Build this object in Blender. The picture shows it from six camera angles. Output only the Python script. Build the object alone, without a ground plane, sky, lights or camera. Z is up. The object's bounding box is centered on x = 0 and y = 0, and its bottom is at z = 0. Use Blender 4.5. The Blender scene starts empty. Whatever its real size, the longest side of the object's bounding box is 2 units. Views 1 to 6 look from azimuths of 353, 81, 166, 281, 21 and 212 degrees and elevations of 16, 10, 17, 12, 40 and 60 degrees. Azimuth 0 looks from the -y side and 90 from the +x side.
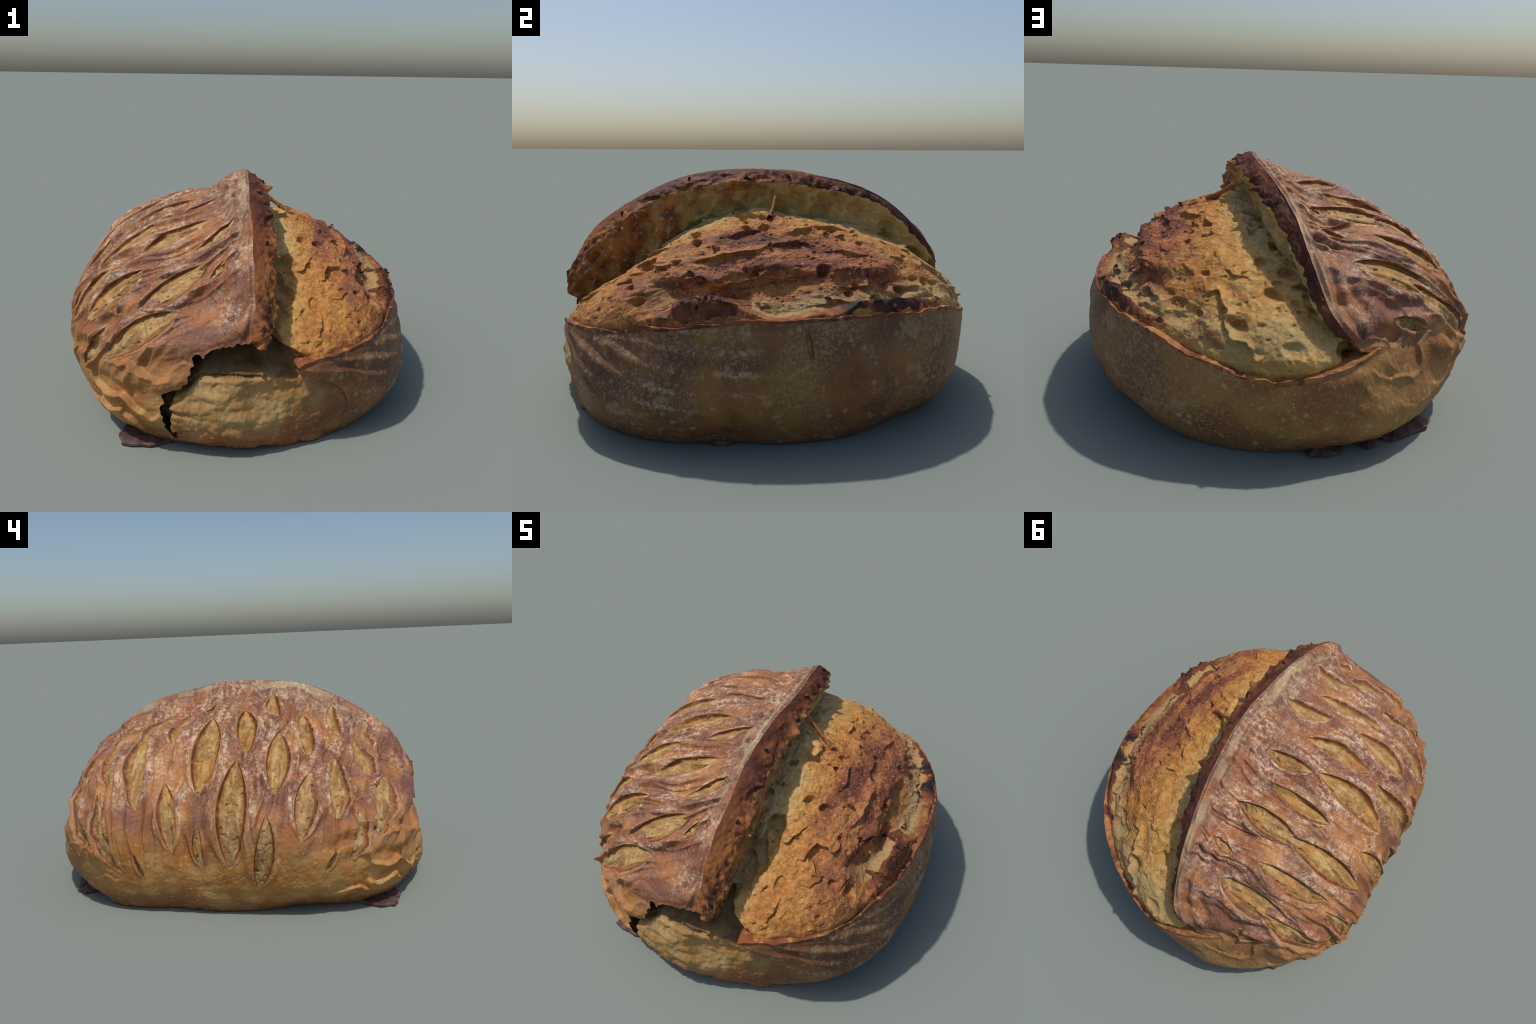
"""A scored sourdough loaf: a crust shell with an opening (the 'ear' tear), lips, score cuts,
a burst crumb dome inside the opening and burnt flakes at the base.
The shell is built in polar coordinates about an axis that looks out through the opening."""
import bpy, math
import numpy as np
from mathutils import Vector

RNG = np.random.default_rng(11)
CENTRE = np.array([0.0, 0.0, 0.42])

# ------------------------------------------------------------------ meridian profiles
# radius of the loaf from CENTRE, a row for every 15 degrees of elevation from -45 to 90,
# a column for every 18 degrees of azimuth starting at +x
CRUST_PROFILE = [
    (.798, .790, .766, .793, .835, .825, .795, .824, .868, .793, .789, .775, .778, .842, .895, .918, .935, .894, .860, .819),
    (.865, .871, .854, .900, .947, .948, .932, .939, .945, .846, .834, .831, .850, .942, .967, .987, .998, .964, .918, .861),
    (.870, .895, .917, .965, .964, 1.020, 1.068, 1.043, 1.002, .901, .855, .887, .967, 1.039, 1.049, 1.027, .996, 1.016, .977, .900),
    (.842, .864, .894, .921, .966, .991, .964, 1.003, 1.003, .890, .846, .881, .951, .984, .986, .987, .980, .953, .891, .853),
    (.798, .817, .844, .881, .915, .911, .897, .899, .886, .804, .779, .779, .843, .823, .824, .913, .911, .872, .827, .804),
    (.761, .774, .797, .823, .838, .818, .736, .760, .758, .722, .724, .695, .708, .672, .720, .849, .841, .815, .783, .764),
    (.724, .731, .743, .755, .755, .732, .610, .622, .636, .647, .635, .630, .635, .624, .634, .744, .770, .757, .739, .727),
    (.686, .687, .689, .692, .688, .656, .593, .572, .577, .600, .593, .578, .576, .591, .622, .697, .699, .696, .695, .689),
    (.647, .647, .647, .650, .644, .624, .597, .575, .566, .571, .574, .571, .574, .586, .605, .635, .655, .660, .657, .650),
    (.611, .611, .611, .611, .611, .611, .611, .611, .611, .611, .611, .611, .611, .611, .611, .611, .611, .611, .611, .611)]
# the torn crumb inside, rows from 0 to 90 degrees
CRUMB_PROFILE = [
    (.836, .846, .881, .913, .948, .996, .955, .887, .827, .780, .747, .731, .730, .743, .773, .836, .944, .939, .888, .844),
    (.735, .751, .773, .773, .794, .795, .813, .789, .752, .717, .688, .669, .658, .654, .654, .662, .724, .790, .774, .723),
    (.618, .614, .637, .644, .637, .641, .667, .671, .659, .641, .621, .601, .582, .567, .562, .570, .596, .635, .636, .628),
    (.547, .538, .543, .541, .535, .538, .553, .562, .564, .561, .552, .537, .517, .495, .501, .509, .527, .546, .554, .557),
    (.497, .486, .477, .469, .460, .468, .480, .488, .492, .493, .491, .485, .476, .469, .470, .474, .482, .494, .504, .502),
    (.463, .457, .450, .442, .439, .440, .444, .448, .451, .452, .452, .452, .452, .452, .454, .456, .460, .464, .466, .466),
    (.441, .441, .441, .441, .441, .441, .441, .441, .441, .441, .441, .441, .441, .441, .441, .441, .441, .441, .441, .441)]

# ------------------------------------------------------------------ curves of the opening
EAR_RIDGE = [(-.184, .941, .461), (-.068, .922, .62), (.003, .605, .908), (.053, .142, 1.046),
             (.018, -.353, 1.036), (-.002, -.75, .841), (-.012, -.90, .66), (-.045, -.945, .50)]
EAR_LIP = [(-.175, .93, .46), (-.05, .91, .58), (.035, .66, .82), (.095, .46, .925), (.125, -.046, 1.004),
           (.112, -.50, .935), (.085, -.80, .72), (.062, -.915, .60), (.046, -.952, .55), (-.03, -.955, .488)]
TEAR_EDGE = [(-.10, -.948, .50), (-.157, -.946, .487), (-.205, -.948, .470), (-.224, -.948, .452), (-.250, -.937, .452),
             (-.258, -.945, .420), (-.272, -.955, .395), (-.300, -.96, .345), (-.330, -.955, .310), (-.389, -.945, .298),
             (-.392, -.945, .262), (-.402, -.945, .229), (-.384, -.94, .158), (-.35, -.895, .055)]
UNDER_BELLY = [(-.28, -.75, -.03), (-.10, -.72, -.05), (.08, -.74, -.05), (.25, -.72, -.03), (.36, -.78, .05)]
BELLY_SIDE = [(.390, -.845, .14), (.385, -.875, .23), (.33, -.905, .285), (.24, -.935, .335)]
RIM = [(.185, -.945, .378), (.34, -.90, .408), (.533, -.779, .424), (.70, -.54, .465), (.776, -.314, .496), (.812, -.04, .512),
       (.803, .237, .514), (.73, .47, .50), (.603, .681, .48), (.42, .85, .42), (.187, .968, .362), (.041, 1.0, .364),
       (-.045, 1.0, .393), (-.162, .975, .405), (-.271, .93, .436), (-.30, .915, .452)]

# score cuts: two ends and the half width
SCORES = [
    ((-.062, -.194, .99), (-.287, -.253, .891), .034), ((-.189, -.375, .887), (-.515, -.435, .727), .044),
    ((-.232, -.071, .935), (-.573, -.129, .78), .052), ((-.129, .102, .956), (-.37, .078, .905), .036),
    ((-.436, -.284, .838), (-.714, -.289, .603), .056), ((-.385, .07, .902), (-.748, .061, .62), .068),
    ((-.241, .235, .899), (-.561, .236, .795), .040), ((-.111, .394, .891), (-.45, .411, .817), .052),
    ((-.43, .411, .825), (-.798, .372, .535), .054), ((-.366, .58, .798), (-.71, .53, .616), .042),
    ((-.214, .744, .748), (-.558, .706, .595), .058), ((-.50, .765, .63), (-.819, .586, .322), .045),
    ((-.641, -.103, .74), (-.848, -.099, .302), .072), ((-.729, .235, .641), (-.855, .179, .355), .044),
    ((-.639, -.454, .664), (-.819, -.419, .40), .050), ((-.44, -.523, .693), (-.717, -.582, .496), .056),
    ((-.212, -.635, .735), (-.503, -.724, .581), .056), ((-.339, -.805, .581), (-.627, -.76, .384), .058),
    ((-.052, -.486, .908), (-.242, -.574, .80), .028), ((-.646, -.694, .483), (-.749, -.633, .289), .036),
    ((-.775, -.572, .356), (-.79, -.532, .259), .014), ((-.801, -.261, .506), (-.807, -.216, .169), .046),
    ((-.835, .056, .466), (-.844, .033, .261), .026), ((-.702, .571, .605), (-.839, .459, .254), .034),
    ((-.853, .363, .323), (-.831, .329, .202), .012), ((-.113, .593, .848), (-.223, .614, .807), .018),
    ((-.352, .873, .538), (-.523, .836, .481), .026), ((-.121, -.704, .793), (-.189, -.732, .71), .014),
    ((.835, .03, .50), (.868, .05, .37), .012)]


# ------------------------------------------------------------------ maths helpers
def unit(v):
    v = np.asarray(v, float)
    return v / np.linalg.norm(v, axis=-1, keepdims=True)


def smooth(a, b, x):
    t = np.clip((x - a) / (b - a), 0, 1)
    return t * t * (3 - 2 * t)


def mix(a, b, t):
    return a + (b - a) * t


def curve(knots, n):
    """Catmull-Rom through the knots, resampled evenly by length."""
    k = np.asarray(knots, float)
    p = np.vstack([2 * k[0] - k[1], k, 2 * k[-1] - k[-2]])
    t = np.linspace(0, len(k) - 1, 40 * len(k))
    i = np.minimum(t.astype(int), len(k) - 2)
    f = (t - i)[:, None]
    a, b, c, d = p[i], p[i + 1], p[i + 2], p[i + 3]
    q = .5 * (2 * b + (c - a) * f + (2 * a - 5 * b + 4 * c - d) * f ** 2 + (3 * b - 3 * c + d - a) * f ** 3)
    s = np.r_[0, np.cumsum(np.linalg.norm(np.diff(q, axis=0), axis=1))]
    u = np.linspace(0, s[-1], n)
    return np.stack([np.interp(u, s, q[:, j]) for j in range(3)], 1)


def star_radius(table, low, d):
    """Bicubic look-up of a profile table in direction d."""
    t = np.array(table)
    ne, na = t.shape
    az = np.arctan2(d[..., 1], d[..., 0]) % (2 * np.pi)
    el = np.degrees(np.arcsin(np.clip(d[..., 2], -1, 1)))
    fa = az / (2 * np.pi) * na
    ia = np.floor(fa).astype(int)
    fe = np.clip((el - low) / 15.0, 0, ne - 1)
    ie = np.clip(np.floor(fe).astype(int), 0, ne - 2)

    def w(x):
        return (-.5 * x + x * x - .5 * x ** 3, 1 - 2.5 * x * x + 1.5 * x ** 3, .5 * x + 2 * x * x - 1.5 * x ** 3, -.5 * x * x + .5 * x ** 3)
    wa, we = w(fa - ia), w(fe - ie)
    r = np.zeros(d.shape[:-1])
    for i in range(4):
        e = ie + i - 1
        over = e > ne - 1
        e2 = np.clip(np.where(over, 2 * (ne - 1) - e, e), 0, ne - 1)
        for j in range(4):
            a = (ia + j - 1 + np.where(over, na // 2, 0)) % na
            r += we[i] * wa[j] * t[e2, a]
    return r


def _hash(i, j, k, seed):
    h = (i * np.uint32(73856093)) ^ (j * np.uint32(19349663)) ^ (k * np.uint32(83492791)) ^ np.uint32((seed * 2654435761) & 0xFFFFFFFF)
    h = (h ^ (h >> np.uint32(15))) * np.uint32(2246822519)
    h = (h ^ (h >> np.uint32(13))) * np.uint32(3266489917)
    return h ^ (h >> np.uint32(16))


def noise(p, scale, seed=0):
    """Gradient noise, about -1..1, features of size `scale` metres (a number or one per axis)."""
    shape = p.shape[:-1]
    q = (p / np.asarray(scale)).reshape(-1, 3).T.astype(np.float32)
    i = np.floor(q)
    f = q - i
    i = i.astype(np.int32).view(np.uint32)
    u = f * f * f * (f * (f * 6 - 15) + 10)
    out = np.zeros(q.shape[1], np.float32)
    k = np.float32(1 / 511.5)
    for dx in (0, 1):
        for dy in (0, 1):
            for dz in (0, 1):
                h = _hash(i[0] + np.uint32(dx), i[1] + np.uint32(dy), i[2] + np.uint32(dz), seed)
                g = ((h & np.uint32(1023)) * k - 1) * (f[0] - dx)
                g += (((h >> np.uint32(10)) & np.uint32(1023)) * k - 1) * (f[1] - dy)
                g += (((h >> np.uint32(20)) & np.uint32(1023)) * k - 1) * (f[2] - dz)
                out += g * (u[0] if dx else 1 - u[0]) * (u[1] if dy else 1 - u[1]) * (u[2] if dz else 1 - u[2])
    return (out * 1.5).astype(float).reshape(shape)


def fbm(p, scale, octaves=3, seed=0, gain=.5):
    s, a, t = np.zeros(p.shape[:-1]), 1.0, 0.0
    for o in range(octaves):
        s += a * noise(p, np.asarray(scale) / 2 ** o, seed + 17 * o)
        t += a
        a *= gain
    return s / t


def cells(p, scale, seed=0):
    """Distance to the nearest random point of a cell grid, and that point's own random number."""
    q = p / np.asarray(scale)
    i = np.floor(q).astype(np.int32)
    best = np.full(p.shape[:-1], 9.0)
    ident = np.zeros(p.shape[:-1])
    for dx in (-1, 0, 1):
        for dy in (-1, 0, 1):
            for dz in (-1, 0, 1):
                c = i + np.array([dx, dy, dz])
                c32 = c.astype(np.int32).view(np.uint32)
                h = _hash(c32[..., 0], c32[..., 1], c32[..., 2], seed).astype(np.int64)
                o = np.stack([(h & 1023), (h >> 10) & 1023, (h >> 20) & 1023], -1) / 1023.0
                dist = np.linalg.norm(c + o - q, axis=-1)
                near = dist < best
                best = np.where(near, dist, best)
                ident = np.where(near, ((h >> 5) & 4095) / 4095.0, ident)
    return best, ident


# ------------------------------------------------------------------ the opening in the crust
AXIS = unit((.45, -.22, .50))
AX_U = unit(np.cross(AXIS, (0, 0, 1)))
AX_V = np.cross(AXIS, AX_U)


def to_dir(beta, alpha):
    s = np.sin(alpha)[..., None]
    return np.cos(alpha)[..., None] * AXIS + s * (np.cos(beta)[..., None] * AX_U + np.sin(beta)[..., None] * AX_V)


def crust_radius(d):
    return star_radius(CRUST_PROFILE, -45, d)


def chart(d):
    """Stereographic chart seen along AXIS, used to tell inside from outside of the opening."""
    w = 1 + d @ AXIS
    return np.stack([d @ AX_U, d @ AX_V], -1) / np.maximum(w, 1e-3)[..., None]


KINDS = ("ear", "tear", "belly", "rim", "corner")
NR = 1500
parts = [("ear", curve(EAR_RIDGE, 900)), ("tear", curve([EAR_RIDGE[-1]] + TEAR_EDGE, 500)),
         ("belly", curve([TEAR_EDGE[-1]] + UNDER_BELLY + BELLY_SIDE + [RIM[0]], 500)), ("rim", curve(RIM, 900)),
         ("corner", curve([RIM[-1], (-.25, .93, .462), EAR_RIDGE[0]], 60))]
pts = np.vstack([c[:-1] for _, c in parts])
kinds = np.concatenate([[n] * (len(c) - 1) for n, c in parts])
ear_t = np.concatenate([np.linspace(0, 1, len(c))[:-1] * (n == "ear") + (n == "tear") * 1.0 for n, c in parts])
# ragged edges: the ring wanders a little along the sphere
rough = np.isin(kinds, ("tear",)) * .022 + (kinds == "rim") * .009 + (kinds == "ear") * .011
n_ring = len(pts)
tang = unit(np.roll(pts, -1, 0) - np.roll(pts, 1, 0))
side = unit(np.cross(unit(pts - CENTRE), tang))
pts = pts + side * (rough * (fbm(pts, np.select([kinds == "rim", kinds == "ear"], [.15, .11], .060)[:, None], 3, 5) + .5 * noise(pts, .02, 6) * (kinds == "tear")))[:, None]
length = np.r_[0, np.cumsum(np.linalg.norm(np.diff(np.vstack([pts, pts[:1]]), axis=0), axis=1))]
even = np.linspace(0, length[-1], NR, endpoint=False)


def ring_sample(v):
    return np.interp(even, length, np.r_[v, v[0]])


RING = np.stack([ring_sample(pts[:, i]) for i in range(3)], 1)
RING_T = ring_sample(ear_t)
RING_W = {k: ring_sample((kinds == k).astype(float)) for k in KINDS}
RING_D = unit(RING - CENTRE)
RING_R = np.linalg.norm(RING - CENTRE, axis=1)
flush = RING_W["belly"] * smooth(.26, .18, RING[:, 2])
RING_R = mix(RING_R, crust_radius(RING_D), flush)
RING = CENTRE + RING_D * RING_R[:, None]
RING_LIFT = RING_R - crust_radius(RING_D)
soft_ring = RING_D.copy()
for _ in range(40):
    soft_ring = unit(soft_ring + .5 * (np.roll(soft_ring, 1, 0) + np.roll(soft_ring, -1, 0)))
TANG = unit(np.roll(soft_ring, -4, 0) - np.roll(soft_ring, 4, 0))
AWAY = unit(np.cross(RING_D, TANG))            # along the sphere, away from the opening
if np.mean(AWAY @ AXIS) > 0:
    AWAY = -AWAY
RING_XY = chart(RING_D)


def in_polygon(q, poly):
    x1, y1 = poly[:, 0], poly[:, 1]
    x2, y2 = np.roll(x1, -1), np.roll(y1, -1)
    slope = (x2 - x1) / np.where(np.abs(y2 - y1) < 1e-9, 1e-9, y2 - y1)
    out = np.zeros(len(q), bool)
    for a in range(0, len(q), 20000):
        c = q[a:a + 20000].astype(np.float32)
        yy = c[:, 1:2]
        hit = ((y1 > yy) != (y2 > yy)) & (c[:, 0:1] < slope * (yy - y1) + x1)
        out[a:a + 20000] = hit.sum(1) % 2 == 1
    return out


def nearest_ring(d):
    """Signed angle to the edge of the opening (negative inside) and the nearest ring sample."""
    flat = d.reshape(-1, 3).astype(np.float32)
    idx = np.empty(len(flat), np.int64)
    ang = np.empty(len(flat))
    ring = RING_D.astype(np.float32)
    for a in range(0, len(flat), 30000):
        c = flat[a:a + 30000]
        k = (c @ ring.T).argmax(1)
        idx[a:a + 30000] = k
        ang[a:a + 30000] = 2 * np.arcsin(np.clip(np.linalg.norm(c - ring[k], axis=1) / 2, 0, 1))
    q = chart(flat.astype(float))
    poly = RING_XY.astype(np.float32)
    inside = in_polygon(q, poly[::25])
    near = ang < .16
    inside[near] = in_polygon(q[near], poly[::2])
    ang = np.where(inside, -ang, ang)
    return ang.reshape(d.shape[:-1]), idx.reshape(d.shape[:-1])


def clamp_base(p):
    """Flat sole: everything below z = 0 is pressed flat, with a small round at the edge."""
    z = p[..., 2]
    k = .007
    p[..., 2] = .5 * (z + np.sqrt(z * z + k * k))
    return p


# ------------------------------------------------------------------ crust shell
NB, NA = 1400, 540
# columns lie closer together on the scored flap than on the plain side wall
beta0 = np.linspace(-np.pi, np.pi, 4000)
flapside = to_dir(beta0, np.full(4000, 1.5)) @ unit(np.array([-1, 0, .35]))
dens = 1 + .9 * smooth(-.3, .5, flapside)
acc = np.r_[0, np.cumsum(.5 * (dens[1:] + dens[:-1]))]
BETA = np.interp(np.linspace(0, acc[-1], NB, endpoint=False), acc, beta0)
ring_b = np.arctan2(RING_D @ AX_V, RING_D @ AX_U)
ring_a = np.arccos(np.clip(RING_D @ AXIS, -1, 1))
first = np.array([ring_a[np.abs((ring_b - b + np.pi) % (2 * np.pi) - np.pi) < .05].min() for b in BETA]) - .04
first = np.minimum.reduce([np.roll(first, k) for k in (-12, -6, 0, 6, 12)])
first = np.convolve(np.r_[first[-20:], first, first[:20]], np.ones(41) / 41, "valid")
t = np.linspace(0, 1, NA)
t = .82 * t + .18 * t ** 4
A = first[None, :] + (np.pi - .004 - first[None, :]) * t[:, None]
B = np.broadcast_to(BETA[None, :], A.shape)
DIR = to_dir(B, A)
DELTA, NEAR = nearest_ring(DIR)
KEEP_V = DELTA > 0
# vertices just inside the edge move onto the ring, so that the shell ends exactly there
snap = (~KEEP_V) & (DELTA > -.02)
DIR = np.where(snap[..., None], RING_D[NEAR], DIR)
DELTA = np.where(snap, 0.0, DELTA)


def weight(k, near):
    return RING_W[k][near]


w_ear, w_tear, w_rim = weight("ear", NEAR), weight("tear", NEAR), weight("rim", NEAR)
R0 = crust_radius(DIR)
R0 = R0 + RING_LIFT[NEAR] * np.exp(-np.maximum(DELTA, 0) / (.05 + .05 * w_ear))
# shoulders of the flap on both sides of its middle
for c, rad, amp in (((-.36, -.52, .75), .20, .028), ((-.30, -.76, .61), .14, .018), ((-.22, .45, .84), .20, .030)):
    R0 = R0 + amp * np.exp(-(np.linalg.norm(CENTRE + DIR * R0[..., None] - np.array(c), axis=-1) / rad) ** 2)
P0 = CENTRE + DIR * R0[..., None]
x, y, z = P0[..., 0], P0[..., 1], P0[..., 2]

disp = .010 * fbm(P0, .30, 2, 1) + .004 * fbm(P0, .06, 3, 2) + .0024 * fbm(P0, .018, 2, 3)
# stretch ridges that follow the ear on the flap
band = w_ear * smooth(.30, .06, DELTA)
wobble = .035 * fbm(P0, .28, 2, 9)
disp += band * .0095 * np.sin((DELTA + wobble) * 70) * smooth(.0, .03, DELTA)
# ribs that fan from the ear to the base on the scored flap, bunching at both ends
flap = smooth(.12, -.12, x) * smooth(.20, .40, z)
fan = np.arctan2(z - .30, np.abs(y) + .001)
disp += flap * smooth(.38, .75, np.abs(y)) * .010 * np.sin(fan * 30 + 4 * fbm(P0, .35, 2, 21))
# raised straps and creases that run from the ear down between the cuts
warp = P0 + .10 * np.stack([0 * x, fbm(P0, .40, 2, 22), 0 * x], -1)
strap = 1 - np.abs(noise(warp, (.60, .085, .60), 23)) * 2.2
strap2 = 1 - np.abs(noise(warp, (.40, .045, .40), 24)) * 2.2
disp += flap * smooth(.0, .10, DELTA) * (.021 * (strap - .60) + .012 * (strap2 - .60))
# shelves of torn skin low on the front left and on the back left
for c, rad, amp in (((-.50, -.86, .35), .30, .040), ((-.62, -.74, .17), .24, .026), ((-.40, .88, .44), .24, .028),
                    ((-.70, .62, .36), .26, .018)):
    m = np.exp(-(np.linalg.norm(P0 - np.array(c), axis=-1) / rad) ** 2 * 1.6)
    saw = (z * 7.0 + 1.6 * x + 1.3 * fbm(P0, .20, 3, 31)) % 1.0
    disp += m * amp * (saw ** 2 * smooth(1.0, .90, saw) - .30)
# long floured ridges on the front of the side wall, that sweep down from the rim and level out
wall = smooth(.25, .42, x) * smooth(.05, -.30, y) * w_rim
sweep = z - .20 * np.exp(-(y + .95) / .22)
disp += wall * (.008 + .004 * noise(P0, .2, 42)) * np.sin(sweep * 84 + 1.2 * noise(P0, .25, 43)) * smooth(.36, .12, DELTA) * smooth(.01, .05, DELTA)
# crinkled, faceted skin toward the sole
low = smooth(.34, .10, z) * smooth(.2, -.2, x)
disp += low * .016 * (np.abs(fbm(P0, .13, 2, 51)) - .25)

score_id = np.full(A.shape, -1)
score_k = np.full(A.shape, 3.0)
FRAMES = []
for n, (p, q, half) in enumerate(SCORES):
    p, q = (CENTRE + unit(v - CENTRE) * crust_radius(unit(v - CENTRE))[..., None] for v in (np.array(p), np.array(q)))
    mid, arm = (p + q) / 2, (q - p) / 2 * 1.08
    half *= 1.06
    out = unit(mid - CENTRE)
    span = np.linalg.norm(arm)
    e1 = arm / span
    e2 = unit(np.cross(out, e1))
    rel = P0 - mid
    s = rel @ e1 / span
    lean = (((n * 37) % 11) / 5.5 - 1) * .35 * half
    skew = .12 * math.sin(n * 2.4)
    FRAMES.append((mid, e1 / span, e2, half, lean, skew))
    near = (np.abs(s) < 1.3) & (np.linalg.norm(rel, axis=-1) < span * 1.5 + half * 3) & (DIR @ out > .6)
    sn = s[near]
    lat = rel[near] @ e2 - lean * (1 - sn ** 2) + .05 * half * noise(P0[near], .07, 60 + n)
    swell = half * np.clip(1 - (sn + skew) ** 2, 0, 1) ** .9
    k = np.abs(lat) / np.maximum(swell, 1e-4)
    inside = (k < 1) & (np.abs(sn) < 1)
    fade = np.clip(1.02 - np.abs(sn) ** 3, 0, 1)
    deep = (.012 + .30 * half) * fade
    trench = deep * smooth(1.0, .70, k)
    floor = .30 * half * (1 - np.clip(k, 0, 1) ** 2) * fade
    lipup = (.005 + .20 * half) * np.exp(-((k - 1.30) / .42) ** 2) * np.clip(1.15 - np.abs(sn), 0, 1) * (k < 4)
    pits = .007 * smooth(.25, .6, noise(P0[near], .022, 140)) * (k < .75) + .004 * noise(P0[near], (.05, .014, .05), 141) * (k < .8)
    d = disp[near]
    d = np.where(inside, d * .6 - trench + floor - pits + lipup, d + lipup)
    disp[near] = d
    ids, wl = score_id[near], score_k[near]
    take = (k < 2.2) & (np.abs(sn) < .985) & (swell > .004)
    ids[take] = n
    kk = np.where(np.abs(sn) < 1, k, 3.0)
    wl[kk < wl] = np.minimum(kk, 3.0)[kk < wl]
    score_id[near], score_k[near] = ids, wl

disp *= smooth(0, .025, DELTA)
CRUST = clamp_base(CENTRE + DIR * (R0 + disp)[..., None])

# ------------------------------------------------------------------ lip strip: from the edge inward
NS = 84
lip_curve = curve(EAR_LIP, 400)
LIP = np.stack([np.interp(RING_T, np.linspace(0, 1, 400), lip_curve[:, i]) for i in range(3)], 1)
edge = clamp_base(CENTRE + RING_D * RING_R[:, None])
we = RING_W["ear"] * smooth(0, .04, RING_T) * smooth(1.0, .985, RING_T)
we = np.convolve(np.r_[we[-6:], we, we[:6]], np.ones(13) / 13, "valid")
rim_like = np.clip(RING_W["rim"] + RING_W["corner"], 0, 1)
tear = RING_W["tear"]


def at(delta, radius):
    return CENTRE + unit(RING_D + AWAY * np.asarray(delta)[:, None]) * np.asarray(radius)[:, None]


rim_wide = np.clip(.45 + 1.1 * fbm(RING, .16, 3, 77), .05, 1.4)
lip = mix(at(-.034 * rim_like * rim_wide + .012 * tear, RING_R + .002 * rim_like - .010 * tear - .012 * RING_W["belly"]), LIP, we[:, None])
drop = unit(np.array([-.10, 0, -1]))
ends = (smooth(.12, .35, np.abs(LIP[:, 1] + .12)) * np.where(LIP[:, 1] > 0, .015, .040))[:, None] * np.array([1.0, 0, 0])
crumb_at = star_radius(CRUMB_PROFILE, 0, unit(LIP - CENTRE))
hang = np.clip(np.linalg.norm(LIP - CENTRE, axis=1) - crumb_at, .04, .30) * (.12 + .88 * smooth(1.0, .86, RING_T) * smooth(.0, .10, RING_T))
mid = mix(at(-.020 * rim_like + .05 * tear, RING_R - .07), LIP + drop * (.50 * hang)[:, None] + np.array([-.025, 0, 0]) + ends, we[:, None])
far = mix(at(.02 * rim_like + .11 * tear, RING_R - .15), LIP + drop * (1.25 * hang)[:, None] + np.array([-.05, 0, 0]) + ends, we[:, None])
STRIP = np.empty((NS, NR, 3))
knots = (0, .30, .66, 1.0)
for j in range(NS):
    u = j / (NS - 1)
    if u < knots[1]:
        f = u / knots[1]
        STRIP[j] = mix(edge, lip, f) + (we * .006 * np.sin(np.pi * f))[:, None] * unit(RING_D + np.array([.3, 0, .3]))
    elif u < knots[2]:
        STRIP[j] = mix(lip, mid, ((u - knots[1]) / (knots[2] - knots[1])))
    else:
        STRIP[j] = mix(mid, far, (u - knots[2]) / (1 - knots[2]))
u = np.linspace(0, 1, NS)[:, None]
outward = unit(STRIP - CENTRE)
tear_dir = unit(outward * .35 + np.array([.8, 0, -.15]))
rag = smooth(.04, .30, u) * smooth(1.05, .35, u)
torn = .026 * smooth(.34, .55, u) * fbm(STRIP, .045, 2, 78) + .036 * fbm(STRIP, .10, 3, 71) + .020 * fbm(STRIP, .034, 3, 72) + .050 * np.clip(noise(STRIP, .050, 73) - .30, 0, 1)
webs = -.050 * smooth(.62, .25, cells(STRIP + .03 * np.stack([fbm(STRIP, .07, 2, 79)] * 3, -1), (.085, .095, .12), 76)[0]) * smooth(.34, .5, u)
STRIP = STRIP + ((rag * torn + webs) * np.clip(we[None, :] + .22 * rim_like[None, :] * smooth(.5, .2, u), 0, 1))[..., None] * tear_dir
crest_rough = smooth(0, .06, u) * smooth(.34, .24, u) * (.010 * fbm(STRIP, .035, 3, 74) + .03 * np.clip(noise(STRIP, .055, 75) - .45, 0, 1))
STRIP = STRIP + (crest_rough * np.clip(we + .5 * rim_like, 0, 1)[None, :])[..., None] * outward
STRIP[0] = edge
STRIP[..., 2] = np.maximum(STRIP[..., 2], .003)

# ------------------------------------------------------------------ crumb dome
NC, NCB = 420, 1200
beta_c = np.linspace(-np.pi, np.pi, NCB, endpoint=False)
last = np.array([ring_a[np.abs((ring_b - b + np.pi) % (2 * np.pi) - np.pi) < .05].max() for b in beta_c]) + .20
last = np.convolve(np.r_[last[-20:], last, last[:20]], np.ones(41) / 41, "valid")
AC = last[None, :] * (np.linspace(0, 1, NC) ** .85)[:, None]
AC[0] = .003
DC = to_dir(np.broadcast_to(beta_c[None, :], AC.shape), AC)
DELC, NEARC = nearest_ring(DC)
c_ear, c_tear = weight("ear", NEARC), weight("tear", NEARC)
c_rim = np.clip(weight("rim", NEARC), 0, 1)
c_belly = weight("belly", NEARC)
RK = crust_radius(DC)
RC = star_radius(CRUMB_PROFILE, 0, DC)
edge_r = RING_R[NEARC] - .014 - .020 * smooth(.55, .85, RING[NEARC][..., 1])
pull = np.exp(-np.clip(-DELC, 0, 9) / .05) * c_rim
RC = mix(RC, np.minimum(RK, edge_r), np.clip(pull, 0, 1))
RC = RC - np.clip(DELC, 0, 1) * (.9 * c_rim + .3 * c_ear)
xb, yb, zb = (CENTRE + DC * RK[..., None]).transpose(2, 0, 1)
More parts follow.
